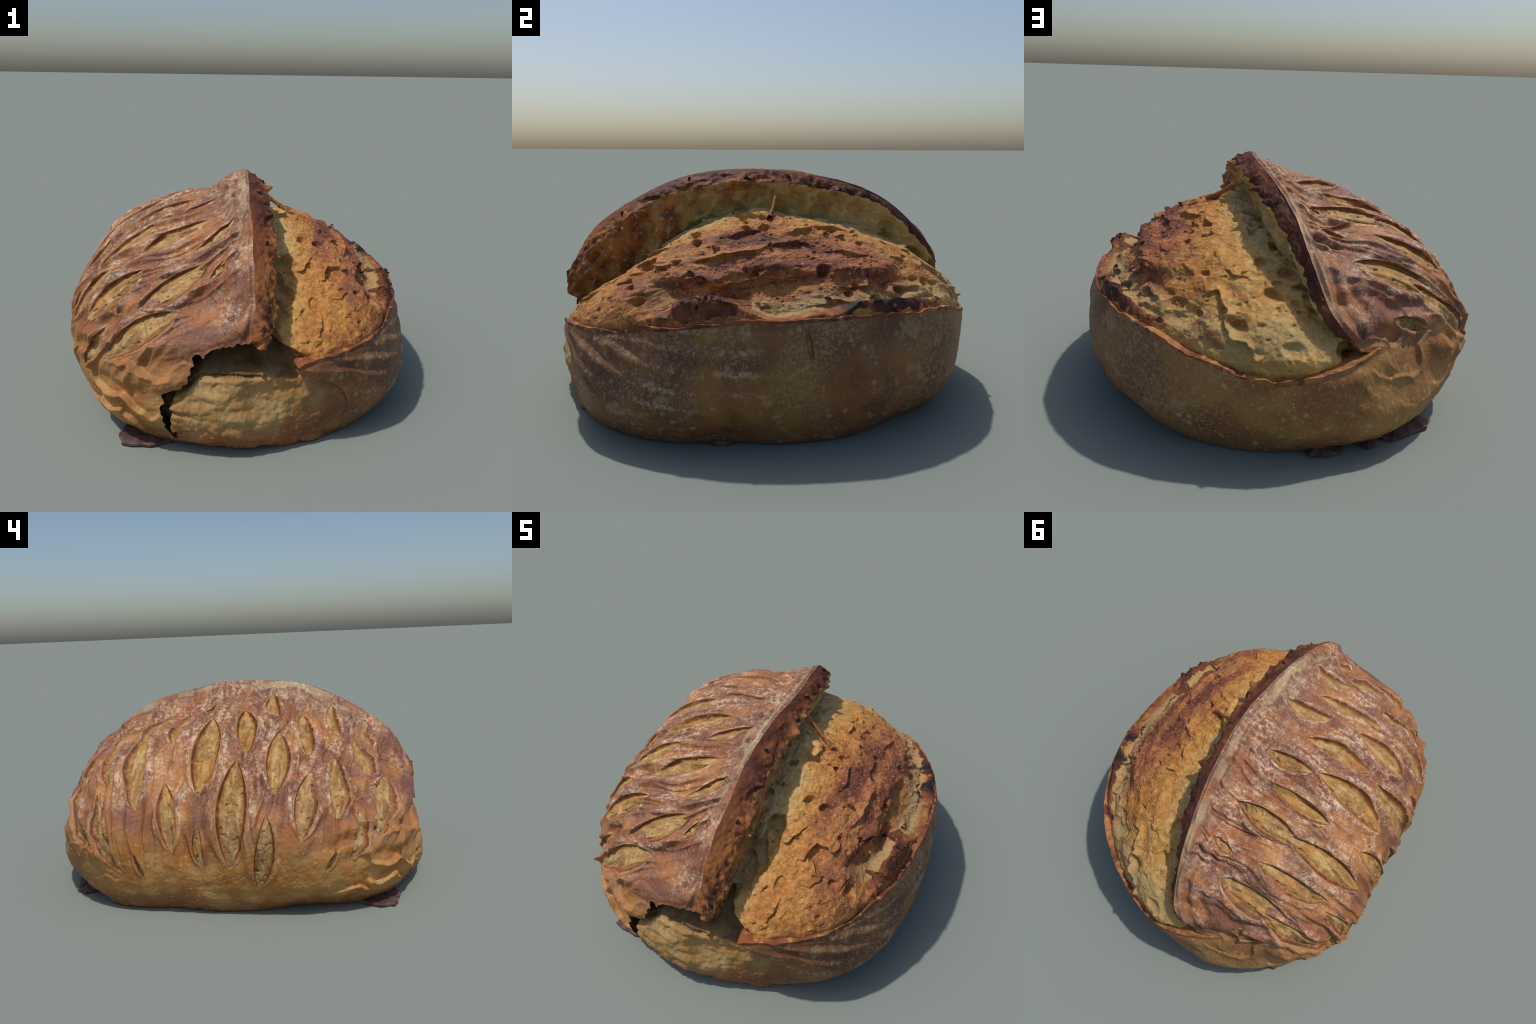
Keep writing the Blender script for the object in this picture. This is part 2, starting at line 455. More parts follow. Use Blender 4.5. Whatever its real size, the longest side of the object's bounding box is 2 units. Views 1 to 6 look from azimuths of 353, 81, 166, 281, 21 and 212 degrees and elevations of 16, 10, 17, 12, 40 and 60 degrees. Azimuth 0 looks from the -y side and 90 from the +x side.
# the belly below the tear comes out to the crust line; a hollow lies above its crest
crest = np.interp(xb, (-.45, -.36, -.25, -.07, .03, .18, .25, .35, .45), (.22, .27, .352, .352, .335, .315, .325, .31, .26))
crest = crest + .007 * fbm(PC0 := CENTRE + DC * RK[..., None], .07, 3, 161)
front = smooth(-.50, -.64, yb) * smooth(.47, .42, xb)
is_belly = front * smooth(crest + .012, crest - .010, zb)
brow = np.interp(xb, (-.5, -.1, .02, .20), (.75, .62, .50, .405))     # lower edge of the torn crumb
hollow = front * smooth(crest - .012, crest + .012, zb) * smooth(brow + .03, brow - .01, zb) * smooth(.25, .15, xb)
RC = mix(RC, RK - .028 - .022 * smooth(-.18, .15, xb) - .21 * smooth(-.02, .10, zb - crest), np.clip(hollow, 0, 1))
crack = c_tear * smooth(.034, .018, -DELC * (1 + .8 * smooth(.20, .08, zb)) + .008 * fbm(PC0, .05, 2, 162)) * smooth(.42, .30, zb)
ring_z = RING[NEARC][..., 2]
free = 1 - c_belly * smooth(.24, .16, ring_z) * smooth(.12, .0, -DELC)
recess = free * (.034 * smooth(.14, .36, zb) + .022 * smooth(-.18, .15, xb) * smooth(.04, .16, zb))
recess = recess + .032 * np.exp(-((xb - .06) / .15) ** 2 - ((zb - .28) / .07) ** 2)
RB = RK - .0008 - recess - .09 * crack
RB = RB - .02 * smooth(.015, .06, DELC) * c_belly
RC = mix(RC, RB, is_belly)
PC = CENTRE + DC * RC[..., None]

inner = smooth(.0, .10, -DELC)
ear_close = c_ear * smooth(.34, .0, -DELC)
pale = np.clip(ear_close, 0, 1)
dc = -.045 * pale * smooth(-.62, -.82, PC[..., 1]) + .014 * fbm(PC, .16, 2, 101) + .010 * fbm(PC, .05, 3, 102) + .0045 * fbm(PC, .016, 2, 103)
# open holes, larger and denser toward the ear
for sc, dep, dens, seed in (((.10, .08, .07), .042, .42, 111), ((.055, .045, .04), .022, .55, 112), ((.026, .022, .02), .008, .50, 113)):
    dist, ident = cells(PC, sc, seed)
    hit = ident < (dens * (.12 + 1.2 * pale + .5 * pale * smooth(-.1, -.5, PC[..., 1])))
    dc -= hit * dep * smooth(.52, .20, dist) * (1 - is_belly)
for c, rad, dep in (((-.17, .93, .445), .085, .09), ((.18, -.519, .707), .060, .085), ((.125, -.635, .617), .085, .075), ((.073, -.824, .465), .040, .06), ((.10, -.72, .56), .06, .06),
                    ((.281, -.717, .573), .035, .02), ((.414, -.579, .66), .055, .03), ((.192, -.57, .673), .03, .05)):
    dc -= dep * smooth(rad, rad * .5, np.linalg.norm(DC - unit(np.array(c) - CENTRE), axis=-1) * RC + .25 * rad * noise(PC, .04, 116))
# torn scales on the baked dome: one-sided ridges that run along the loaf
baked = inner * (1 - is_belly) * smooth(.9, .3, pale)
slope = PC[..., 0] * 4.6 - PC[..., 2] * 4.6
saw = (slope + 1.1 * fbm(PC, (.14, .26, .14), 3, 121)) % 1.0
patch = smooth(-.25, .4, noise(PC, .17, 122))
dc += baked * patch * .032 * (saw ** 3 * smooth(1.0, .93, saw) - .25)
spike = np.clip(noise(PC, .038, 131) - .48, 0, 1) * np.clip(noise(PC, .14, 132) + .30, 0, 1)
dc += baked * spike * .10
# burnt skirt standing just inside the rim on the side that faces +x, and the trough behind it
gy = smooth(-.64, -.42, PC[..., 1]) * smooth(.92, .70, PC[..., 1]) * c_rim
run = -DELC + .018 * fbm(PC, .11, 3, 141)
stand = .12 + np.exp(-((PC[..., 1] + .38) / .16) ** 2) + 1.0 * np.exp(-((PC[..., 1] - .38) / .20) ** 2) + .30 * fbm(PC, (.25, .13, .25), 3, 142)
far_half = smooth(-.05, .15, PC[..., 1])
outer, inner_e = mix(.035, .020, far_half), mix(.090, .050, far_half)
skirt = gy * np.clip(stand, 0, 1.5) * smooth(-.020, .025, run - outer) * smooth(.008, -.008, run - inner_e)
begin = mix(.004, inner_e - .006, np.clip(stand * 1.2, 0, 1))
gt = gy * smooth(.62, .42, PC[..., 1])
trough = gt * smooth(0, .025, run - begin) * smooth(0, .12, mix(.34, .27, np.clip(stand, 0, 1)) - run) * np.clip(.95 + .5 * noise(PC, .18, 143), .3, 1.3)
dc -= trough * (.072 - .016 * smooth(-.1, .2, PC[..., 1]))
dc -= .032 * np.exp(-(np.linalg.norm(PC - np.array([.61, -.43, .63]), axis=-1) / .13) ** 2)
back = smooth(.35, .6, PC[..., 1]) * c_rim * smooth(.02, .08, -DELC) * smooth(.30, .12, -DELC)
dc -= back * .022 * smooth(.6, .2, cells(PC, (.09, .12, .05), 145)[0])
seam = smooth(.0, .08, -DELC) * c_belly + (1 - c_belly)
dc *= 1 - is_belly * (1 - seam)
branch = smooth(.10, .02, np.abs(noise(PC, (.16, .16, .10), 154))) * smooth(.16, .02, -DELC) * c_tear
dc -= is_belly * .018 * branch
dc += is_belly * seam * .012 * fbm(PC, (.20, .20, .09), 3, 155)
dc += is_belly * seam * (1 - crack) * (.010 * fbm(PC, .08, 3, 151) + .012 * (np.abs(noise(PC, (.14, .12, .05), 152)) - .2))
CRUMB = CENTRE + DC * (RC + dc)[..., None]
CRUMB = clamp_base(CRUMB + (mix(.050, .034, far_half) * skirt)[..., None] * np.array([.10, 0, 1.0]))


# ------------------------------------------------------------------ mesh output
def grid_faces(rows, cols, wrap=True):
    i = np.arange(rows - 1)[:, None] * cols
    j = np.arange(cols)[None, :]
    k = (j + 1) % cols
    return np.stack([i + j, i + k, i + cols + k, i + cols + j], -1).reshape(-1, 4)


def raw_mesh(name, verts, faces):
    me = bpy.data.meshes.new(name)
    me.vertices.add(len(verts))
    me.vertices.foreach_set("co", np.ascontiguousarray(verts, dtype=np.float32).ravel())
    me.loops.add(faces.size)
    me.loops.foreach_set("vertex_index", np.ascontiguousarray(faces, dtype=np.int32).ravel())
    me.polygons.add(len(faces))
    me.polygons.foreach_set("loop_start", np.arange(len(faces), dtype=np.int32) * faces.shape[1])
    me.polygons.foreach_set("use_smooth", np.ones(len(faces), dtype=bool))
    me.update(calc_edges=True)
    return me


def vertex_normals(verts, faces):
    me = raw_mesh("temp", verts, faces)
    n = np.empty(len(verts) * 3, np.float32)
    me.vertex_normals.foreach_get("vector", n)
    bpy.data.meshes.remove(me)
    return n.reshape(-1, 3)


def link(name, me, parent, materials=(), **props):
    ob = bpy.data.objects.new(name, me)
    bpy.context.scene.collection.objects.link(ob)
    ob.parent = parent
    for m in materials:
        me.materials.append(m)
    for k, v in props.items():
        ob[k] = v
    return ob


def oriented(verts, faces):
    """Faces turned so that they look away from the centre of the loaf, with vertex normals."""
    a, b, c = verts[faces[:, 0]], verts[faces[:, 1]], verts[faces[:, 2]]
    n = np.cross(b - a, c - a)
    if np.sum(n * (a - CENTRE)) < 0:
        faces = faces[:, ::-1]
    return faces, vertex_normals(verts, faces)


def piece(name, verts, faces, normals, parent, materials, slots=None):
    used, inv = np.unique(faces, return_inverse=True)
    me = raw_mesh(name, verts[used], inv.reshape(faces.shape))
    ob = link(name, me, parent, materials)
    if slots is not None:
        me.polygons.foreach_set("material_index", slots.astype(np.int32))
    me.normals_split_custom_set_from_vertices(normals[used].tolist())
    return ob


# ------------------------------------------------------------------ materials
class Node:
    """A socket with arithmetic, so that colour rules read as formulas."""
    tree = None

    def __init__(self, socket):
        self.s = socket

    @classmethod
    def math(cls, op, a, b=None, clamp=False):
        n = cls.tree.nodes.new("ShaderNodeMath")
        n.operation = op
        n.use_clamp = clamp
        for i, v in enumerate((a, b)):
            if v is None:
                continue
            if isinstance(v, Node):
                cls.tree.links.new(v.s, n.inputs[i])
            else:
                n.inputs[i].default_value = float(v)
        return Node(n.outputs[0])

    def __add__(self, o): return Node.math("ADD", self, o)
    def __sub__(self, o): return Node.math("SUBTRACT", self, o)
    def __rsub__(self, o): return Node.math("SUBTRACT", o, self)
    def __mul__(self, o): return Node.math("MULTIPLY", self, o)
    def __pow__(self, o): return Node.math("POWER", self, o)
    __radd__ = __add__
    __rmul__ = __mul__


def ramp(a, b, v):
    n = Node.tree.nodes.new("ShaderNodeMapRange")
    n.interpolation_type = "SMOOTHSTEP"
    lo, hi, t0, t1 = (a, b, 0, 1) if a < b else (b, a, 1, 0)
    for i, q in zip((1, 2, 3, 4), (lo, hi, t0, t1)):
        n.inputs[i].default_value = q
    Node.tree.links.new(v.s, n.inputs[0])
    return Node(n.outputs[0])


def blend(a, b, f):
    n = Node.tree.nodes.new("ShaderNodeMix")
    n.data_type = "RGBA"
    n.clamp_factor = True
    for sock, v in ((n.inputs[0], f), (n.inputs[6], a), (n.inputs[7], b)):
        if isinstance(v, Node):
            Node.tree.links.new(v.s, sock)
        elif isinstance(v, tuple):
            sock.default_value = (*v, 1)
        else:
            sock.default_value = v
    return Node(n.outputs[2])


class Surface:
    def __init__(self, name, rough=.6, spec=.35):
        self.m = bpy.data.materials.new(name)
        self.m.use_nodes = True
        self.tree = self.m.node_tree
        Node.tree = self.tree
        self.bsdf = self.tree.nodes["Principled BSDF"]
        self.bsdf.inputs["Roughness"].default_value = rough
        self.bsdf.inputs["Specular IOR Level"].default_value = spec
        self.place()

    def place(self):
        self.co = self.tree.nodes.new("ShaderNodeTexCoord").outputs["Object"]
        sep = self.tree.nodes.new("ShaderNodeSeparateXYZ")
        self.tree.links.new(self.co, sep.inputs[0])
        self.x, self.y, self.z = (Node(o) for o in sep.outputs)

    def mapped(self, shift, stretch):
        mp = self.tree.nodes.new("ShaderNodeMapping")
        mp.inputs["Location"].default_value = shift
        mp.inputs["Scale"].default_value = stretch
        self.tree.links.new(self.co, mp.inputs[0])
        return mp.outputs[0]

    def noise(self, scale, detail=3, seed=0, stretch=(1, 1, 1), rough=.55, warp=0):
        n = self.tree.nodes.new("ShaderNodeTexNoise")
        self.tree.links.new(self.mapped((seed * 3.1, seed * 1.7, seed * 2.3), stretch), n.inputs["Vector"])
        n.inputs["Scale"].default_value = scale
        n.inputs["Detail"].default_value = detail
        n.inputs["Roughness"].default_value = rough
        n.inputs["Distortion"].default_value = warp
        return Node(n.outputs["Fac"])

    def cells(self, scale, seed=0):
        n = self.tree.nodes.new("ShaderNodeTexVoronoi")
        self.tree.links.new(self.mapped((seed * 3.1, seed * 1.7, seed * 2.3), (1, 1, 1)), n.inputs["Vector"])
        n.inputs["Scale"].default_value = scale
        sep = self.tree.nodes.new("ShaderNodeSeparateColor")
        self.tree.links.new(n.outputs["Color"], sep.inputs[0])
        return Node(n.outputs["Distance"]), Node(sep.outputs[0])

    def far_from(self, c, stretch=(1, 1, 1)):
        d = self.tree.nodes.new("ShaderNodeVectorMath")
        d.operation = "SUBTRACT"
        d.inputs[1].default_value = c
        self.tree.links.new(self.co, d.inputs[0])
        m = self.tree.nodes.new("ShaderNodeVectorMath")
        m.operation = "MULTIPLY"
        m.inputs[1].default_value = stretch
        self.tree.links.new(d.outputs[0], m.inputs[0])
        ln = self.tree.nodes.new("ShaderNodeVectorMath")
        ln.operation = "LENGTH"
        self.tree.links.new(m.outputs[0], ln.inputs[0])
        return Node(ln.outputs["Value"])

    def along(self, origin, axis):
        """Coordinate of the point along an axis through an origin."""
        d = self.tree.nodes.new("ShaderNodeVectorMath")
        d.operation = "SUBTRACT"
        d.inputs[1].default_value = origin
        self.tree.links.new(self.co, d.inputs[0])
        p = self.tree.nodes.new("ShaderNodeVectorMath")
        p.operation = "DOT_PRODUCT"
        p.inputs[1].default_value = axis
        self.tree.links.new(d.outputs[0], p.inputs[0])
        return Node(p.outputs["Value"])

    def from_ear(self):
        """How far to the +x side of the ear ridge a point lies."""
        yy = (self.y - .12) * (self.y - .12)
        return self.x - (.052 - .05 * yy - .10 * yy * yy)

    def finish(self, colour, bumps):
        self.tree.links.new(colour.s, self.bsdf.inputs["Base Color"])
        prev = None
        for height, strength, dist in bumps:
            b = self.tree.nodes.new("ShaderNodeBump")
            b.inputs["Strength"].default_value = strength
            b.inputs["Distance"].default_value = dist
            self.tree.links.new(height.s, b.inputs["Height"])
            if prev:
                self.tree.links.new(prev, b.inputs["Normal"])
            prev = b.outputs[0]
        if prev:
            self.tree.links.new(prev, self.bsdf.inputs["Normal"])
        return self.m


def wall_colours(s, c, mid):
    """The dark side wall under the rim and the golden back of the loaf."""
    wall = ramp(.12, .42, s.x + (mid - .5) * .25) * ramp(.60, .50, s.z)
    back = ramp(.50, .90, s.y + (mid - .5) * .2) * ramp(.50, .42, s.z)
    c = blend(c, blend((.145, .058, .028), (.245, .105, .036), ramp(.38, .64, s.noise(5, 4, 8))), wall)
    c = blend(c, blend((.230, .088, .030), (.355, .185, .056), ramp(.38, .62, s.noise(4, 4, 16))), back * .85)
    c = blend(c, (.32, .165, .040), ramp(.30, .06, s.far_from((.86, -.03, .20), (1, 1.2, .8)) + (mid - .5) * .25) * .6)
    return c, wall, back


def wall_flour(s, c, wall, back):
    fine, grit = s.noise(60, 4, 13, rough=.7), s.noise(150, 2, 14)
    cloud = ramp(.36, .60, s.noise(4, 4, 10))
    c = blend(c, (.40, .30, .21), ramp(.46, .66, fine * .6 + grit * .4) * wall * cloud * .80)
    c = blend(c, (.37, .255, .125), ramp(.57, .66, s.noise(11, 4, 19, warp=.5)) * wall * .55)
    c = blend(c, (.30, .145, .036), ramp(.55, .68, s.noise(4.5, 4, 20)) * wall * .6)
    sweep = s.z - Node.math("POWER", 2.71828, (s.y + .95) * (-1 / .22)) * .20
    crestline = ramp(.35, .95, Node.math("SINE", sweep * 84 + (s.noise(4, 3, 15) - .5) * 4.5))
    c = blend(c, (.58, .42, .29), crestline * ramp(.25, .42, s.x) * ramp(.0, -.35, s.y) * ramp(.12, .22, s.z) * ramp(.46, .66, fine * .55 + s.noise(6, 3, 18) * .45) * .75)
    return blend(c, (.42, .29, .15), ramp(.48, .64, fine * .6 + grit * .4) * back * .45)


def crust_colour(s):
    big, mid, fine, grit = s.noise(2.6, 3, 1), s.noise(8, 4, 2), s.noise(42, 5, 3, rough=.65), s.noise(120, 3, 4)
    streak = s.noise(16, 4, 5, (.55, 2.4, 1.0), warp=.6)
    c = blend((.275, .095, .036), (.205, .080, .050), ramp(.40, .60, mid))
    c = blend(c, (.45, .195, .056), ramp(.46, .64, big * .6 + s.noise(6, 3, 21) * .4) * .78)
    c = blend(c, (.150, .054, .032), ramp(.48, .64, s.noise(6, 4, 12, (1, 2.0, 1))) * .78)
    # golden belt low on the scored side and at both ends
    belt = ramp(.52, .24, s.z + (big - .5) * .35 + (mid - .5) * .15) * ramp(.55, .05, s.x)
    c = blend(c, blend((.40, .175, .040), (.50, .285, .095), ramp(.40, .65, mid)), belt * .85)
    c = blend(c, (.33, .11, .04), belt * ramp(.56, .70, s.noise(5, 3, 7)) * .8)
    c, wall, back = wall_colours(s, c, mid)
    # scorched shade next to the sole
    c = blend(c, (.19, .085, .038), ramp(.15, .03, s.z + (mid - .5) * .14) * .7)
    # flour: grains in clouds, heavier on the flap, grey on the wall
    top = ramp(.38, .72, s.z + (big - .5) * .3) * ramp(.2, .0, s.x)
    grains = ramp(.44, .66, fine * .45 + streak * .35 + grit * .20)
    c = blend(c, (.78, .585, .400), grains * top * (.14 + .84 * ramp(.42, .64, s.noise(5.5, 4, 9))))
    c = blend(c, (.78, .62, .44), ramp(.56, .70, grit) * top * .26)
    c = wall_flour(s, c, wall, back)
    # blisters
    d, r = s.cells(24, 3)
    c = blend(c, (.50, .36, .19), ramp(.40, .12, d) * ramp(.66, .90, r) * (wall + back + .6 * belt) * .42)
    d, r = s.cells(55, 5)
    c = blend(c, (.58, .42, .22), ramp(.32, .14, d) * ramp(.70, .76, r) * (belt + .4) * .5)
    # grey-beige floured margin along the ear, in bands
    e = s.from_ear()
    bands = Node.math("SINE", e * 95 + (big - .5) * 9 + (mid - .5) * 5) * .30 + .5
    margin = ramp(-.15, -.03, e + (mid - .5) * .12) * ramp(.05, .02, e) * ramp(.48, .62, s.z)
    c = blend(c, blend((.145, .105, .078), (.52, .42, .255), ramp(.34, .62, bands * .7 + fine * .3)), margin * ramp(-.85, -.55, s.y) * ramp(.38, .62, s.noise(5, 3, 17)) * .55)
    return c, ((fine, .45, .006), (grit, .35, .003), (mid, .2, .01))


class Shared(Surface):
    """The crust rules as a node group, so that every score cut can shade into the same crust."""

    def __init__(self, name):
        self.tree = bpy.data.node_groups.new(name, "ShaderNodeTree")
        Node.tree = self.tree
        for n, kind in (("Color", "NodeSocketColor"), ("Fine", "NodeSocketFloat"), ("Grit", "NodeSocketFloat"), ("Middle", "NodeSocketFloat")):
            self.tree.interface.new_socket(n, in_out="OUTPUT", socket_type=kind)
        self.place()
        colour, bumps = crust_colour(self)
        out = self.tree.nodes.new("NodeGroupOutput")
        for i, v in enumerate((colour, bumps[0][0], bumps[1][0], bumps[2][0])):
            self.tree.links.new(v.s, out.inputs[i])
        self.bumps = bumps

    def use(self, s):
        g = s.tree.nodes.new("ShaderNodeGroup")
        g.node_tree = self.tree
        Node.tree = s.tree
        o = [Node(x) for x in g.outputs]
        return o[0], tuple((o[i + 1], *b[1:]) for i, b in enumerate(self.bumps))


CRUST_RULES = Shared("crust_rules")


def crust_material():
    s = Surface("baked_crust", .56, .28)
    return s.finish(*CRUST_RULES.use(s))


def cut_material(mid, along, across, half, lean, skew):
    """Crust that turns into a dark wall and then the golden floor of one score cut.

    k runs from 0 on the middle line of the cut to 1 at its edge, as in the geometry."""
    s = Surface("score_crust", .56, .28)
    crust, bumps = CRUST_RULES.use(s)
    n, f, m = s.noise(14, 4, 1, (1, 2.2, 1)), s.noise(60, 3, 2), s.noise(30, 3, 6)
    u, v = s.along(mid, along), s.along(mid, across)
    v = v - (1 - u * u) * lean + (m - .5) * .010
    swell = Node.math("POWER", Node.math("MAXIMUM", 1 - (u + skew) * (u + skew), 0.0), .9) * half
    k = Node.math("DIVIDE", Node.math("ABSOLUTE", v), Node.math("MAXIMUM", swell, .0008))
    floor = blend((.31, .160, .045), (.52, .335, .130), ramp(.38, .66, n))
    low = ramp(.62, .36, s.z + (s.noise(4, 2, 4) - .5) * .2)
    floor = blend(floor, blend((.24, .14, .055), (.37, .25, .12), ramp(.38, .62, n)), low * .85)
    floor = blend(floor, (.50, .235, .055), ramp(.50, .66, s.noise(6, 3, 3)) * .7)
    floor = blend(floor, (.20, .098, .034), ramp(.50, .68, s.noise(11, 4, 8, (1, 1.6, 1))) * .65)
    floor = blend(floor, (.66, .50, .27), ramp(.58, .70, f) * .45)
    d, r = s.cells(45, 1)
    floor = blend(floor, (.14, .075, .03), ramp(.26, .10, d) * ramp(.78, .84, r) * .8)
    flank = blend((.26, .105, .028), (.44, .24, .075), ramp(.40, .66, m))
    wall = blend((.105, .034, .018), (.28, .10, .032), ramp(.42, .68, m))  # brown cut edge, with occlusion shade painted into its dark tone
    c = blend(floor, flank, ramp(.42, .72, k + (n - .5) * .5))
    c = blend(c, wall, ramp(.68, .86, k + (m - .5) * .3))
    c = blend(c, (.60, .33, .13), ramp(.90, .97, k) * .55)
    c = blend(c, crust, ramp(.97, 1.08, k))
    ridge = ramp(1.03, 1.16, k) * ramp(1.65, 1.25, k) * ramp(.30, .60, s.z) * ramp(1.15, .80, Node.math("ABSOLUTE", u))
    c = blend(c, (.78, .59, .41), ridge * ramp(.42, .62, f * .5 + m * .5) * ramp(.36, .60, n) * .75)
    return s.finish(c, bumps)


def lip_material():
    s = Surface("scorched_lip", .66, .20)
    n, f = s.noise(7, 4, 1, (1, .5, 1)), s.noise(28, 4, 2)
    c = blend((.080, .026, .015), (.20, .062, .026), ramp(.40, .64, n))
    c = blend(c, (.36, .135, .040), ramp(.42, .58, f * .6 + n * .4) * ramp(.045, .095, s.from_ear()) * .85)
    c = blend(c, (.020, .014, .014), ramp(.56, .68, s.noise(6, 4, 3)))
    c = blend(c, (.36, .17, .10), ramp(.62, .74, s.noise(50, 3, 4)) * .25)
    return s.finish(c, ((f, .5, .008), (s.noise(90, 3, 5), .3, .003)))


def rim_material():
    s = Surface("toasted_rim", .66, .20)
    n, f = s.noise(7, 4, 1), s.noise(30, 4, 2)
    c = blend((.26, .085, .034), (.12, .036, .020), ramp(.40, .62, n))
    c = blend(c, (.54, .30, .12), ramp(.52, .68, f) * .6)
    c = blend(c, (.46, .20, .065), ramp(.35, .70, s.y) * ramp(.40, .60, s.noise(9, 3, 6)) * .8)
    return s.finish(c, ((f, .4, .006),))


def underside_material():
    s = Surface("flap_underside", .66, .20)
    n, f = s.noise(9, 4, 1), s.noise(34, 4, 2)
    e = s.from_ear()
    c = blend((.37, .145, .034), (.52, .35, .13), ramp(.105, .040, e + (n - .5) * .14))
    c = blend(c, (.17, .050, .024), ramp(.46, .60, n * .6 + f * .4) * ramp(.03, .09, e))
    c = blend(c, (.66, .52, .28), ramp(.54, .68, f) * .5)
    d, r = s.cells(16, 2)
    c = blend(c, (.22, .11, .035), ramp(.40, .12, d) * ramp(.45, .6, r) * .6)
    return s.finish(c, ((f, .7, .008), (n, .6, .016)))


def crumb_material():
    s = Surface("baked_crumb", .66, .20)
    n, m, f, g = s.noise(3.2, 4, 1), s.noise(9, 4, 2), s.noise(30, 5, 3, rough=.65), s.noise(90, 3, 4)
    c = blend((.41, .155, .032), (.55, .270, .070), ramp(.40, .62, f))
    # rust and scorch on the crown, in a broad band that runs along the loaf
    crown = ramp(.42, .14, s.far_from((.58, -.12, .71), (1.25, .38, .9)) + (n - .5) * .30 + (m - .5) * .26)
    rust = blend((.245, .068, .035), (.42, .155, .062), ramp(.38, .62, f))
    c = blend(c, rust, crown * .92)
    c = blend(c, rust, ramp(.54, .64, m * .6 + n * .4) * .75)
    lane = s.noise(7, 4, 11, (1.5, .38, 1.5), warp=.5)
    c = blend(c, (.115, .034, .028), crown * ramp(.48, .60, lane) * .8)
    c = blend(c, (.50, .235, .062), crown * ramp(.46, .38, lane) * .6)
    # honey coloured near the ear and toward the back end
    e = s.from_ear() + (m - .5) * .20 + (n - .5) * .12
    e = e - ramp(.05, -.50, s.y) * .045
    near = ramp(.27, .12, e)
    c = blend(c, blend((.48, .240, .056), (.68, .445, .165), ramp(.40, .64, f * .6 + m * .4)), near)
    c = blend(c, blend((.50, .36, .15), (.62, .48, .25), ramp(.40, .6, f)), ramp(.17, .07, e) * .8)
    end = ramp(.30, .75, s.y + (m - .5) * .45) * ramp(.62, .25, s.x + (n - .5) * .3)
    c = blend(c, blend((.46, .205, .046), (.62, .385, .125), ramp(.4, .62, f * .5 + m * .5)), end * .8)
    # pale floor of the trough inside the rim
    q = s.far_from((0, .02, 0), (1.22, .97, 0)) + (m - .5) * .07
    c = blend(c, (.44, .31, .13), ramp(.80, .86, q) * ramp(.945, .90, q) * ramp(-.60, -.40, s.y) * .75)
    c = blend(c, (.26, .085, .035), ramp(.52, .66, s.noise(12, 4, 7)) * ramp(.12, .3, e) * .7)
    c = blend(c, (.74, .54, .30), ramp(.58, .68, g) * .38)
    c = blend(c, (.20, .070, .028), ramp(.56, .66, s.noise(55, 4, 9)) * ramp(.10, .25, e) * .45)
    return s.finish(c, ((f, .8, .010), (g, .5, .004)))


def skirt_material():
    s = Surface("burnt_skirt", .66, .20)
    n, f = s.noise(8, 4, 1), s.noise(34, 4, 2)
    c = blend((.085, .028, .020), (.22, .075, .032), ramp(.40, .64, n))
    c = blend(c, (.018, .014, .015), ramp(.46, .60, s.noise(5, 4, 3)))
    c = blend(c, (.48, .21, .062), ramp(.54, .68, f * .6 + s.noise(12, 3, 5) * .4) * .75)
    return s.finish(c, ((f, .5, .006),))


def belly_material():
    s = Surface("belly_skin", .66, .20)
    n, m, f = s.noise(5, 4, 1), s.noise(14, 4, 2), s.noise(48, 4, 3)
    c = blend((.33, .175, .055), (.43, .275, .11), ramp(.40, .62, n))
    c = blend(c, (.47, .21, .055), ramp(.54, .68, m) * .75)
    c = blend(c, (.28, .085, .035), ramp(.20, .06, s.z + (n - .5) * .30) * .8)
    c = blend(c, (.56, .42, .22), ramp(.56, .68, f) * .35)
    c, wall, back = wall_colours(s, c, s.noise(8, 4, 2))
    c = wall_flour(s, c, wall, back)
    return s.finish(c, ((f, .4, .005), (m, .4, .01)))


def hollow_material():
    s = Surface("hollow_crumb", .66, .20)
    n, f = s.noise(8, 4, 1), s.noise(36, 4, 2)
    c = blend((.15, .085, .036), (.27, .17, .075), ramp(.40, .62, n))  # crumb browns darkened to carry the shadow under the flap
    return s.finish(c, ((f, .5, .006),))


def flake_material():
    s = Surface("sole_flake", .66, .20)
    n = s.noise(16, 4, 1)
    return s.finish(blend((.070, .040, .036), (.145, .085, .075), ramp(.4, .62, n)), ((s.noise(60, 3, 2), .3, .003),))


def char_material():
    s = Surface("charred", .66, .20)
    n = s.noise(20, 4, 1)
    return s.finish(blend((.016, .013, .014), (.085, .030, .022), ramp(.46, .66, n)), ((s.noise(60, 3, 2), .4, .004),))


CRUST_M, LIP_M, RIM_M, UNDER_M = (crust_material(), lip_material(), rim_material(), underside_material())
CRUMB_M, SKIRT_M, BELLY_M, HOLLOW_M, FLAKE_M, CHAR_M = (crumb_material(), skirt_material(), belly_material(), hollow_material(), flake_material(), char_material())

# ------------------------------------------------------------------ assemble
loaf = bpy.data.objects.new("sourdough_loaf", None)
bpy.context.scene.collection.objects.link(loaf)
loaf["label"] = "round crusty sourdough loaf with leaf-shaped score cuts and a burst ear"
loaf["category"] = "bread loaf"

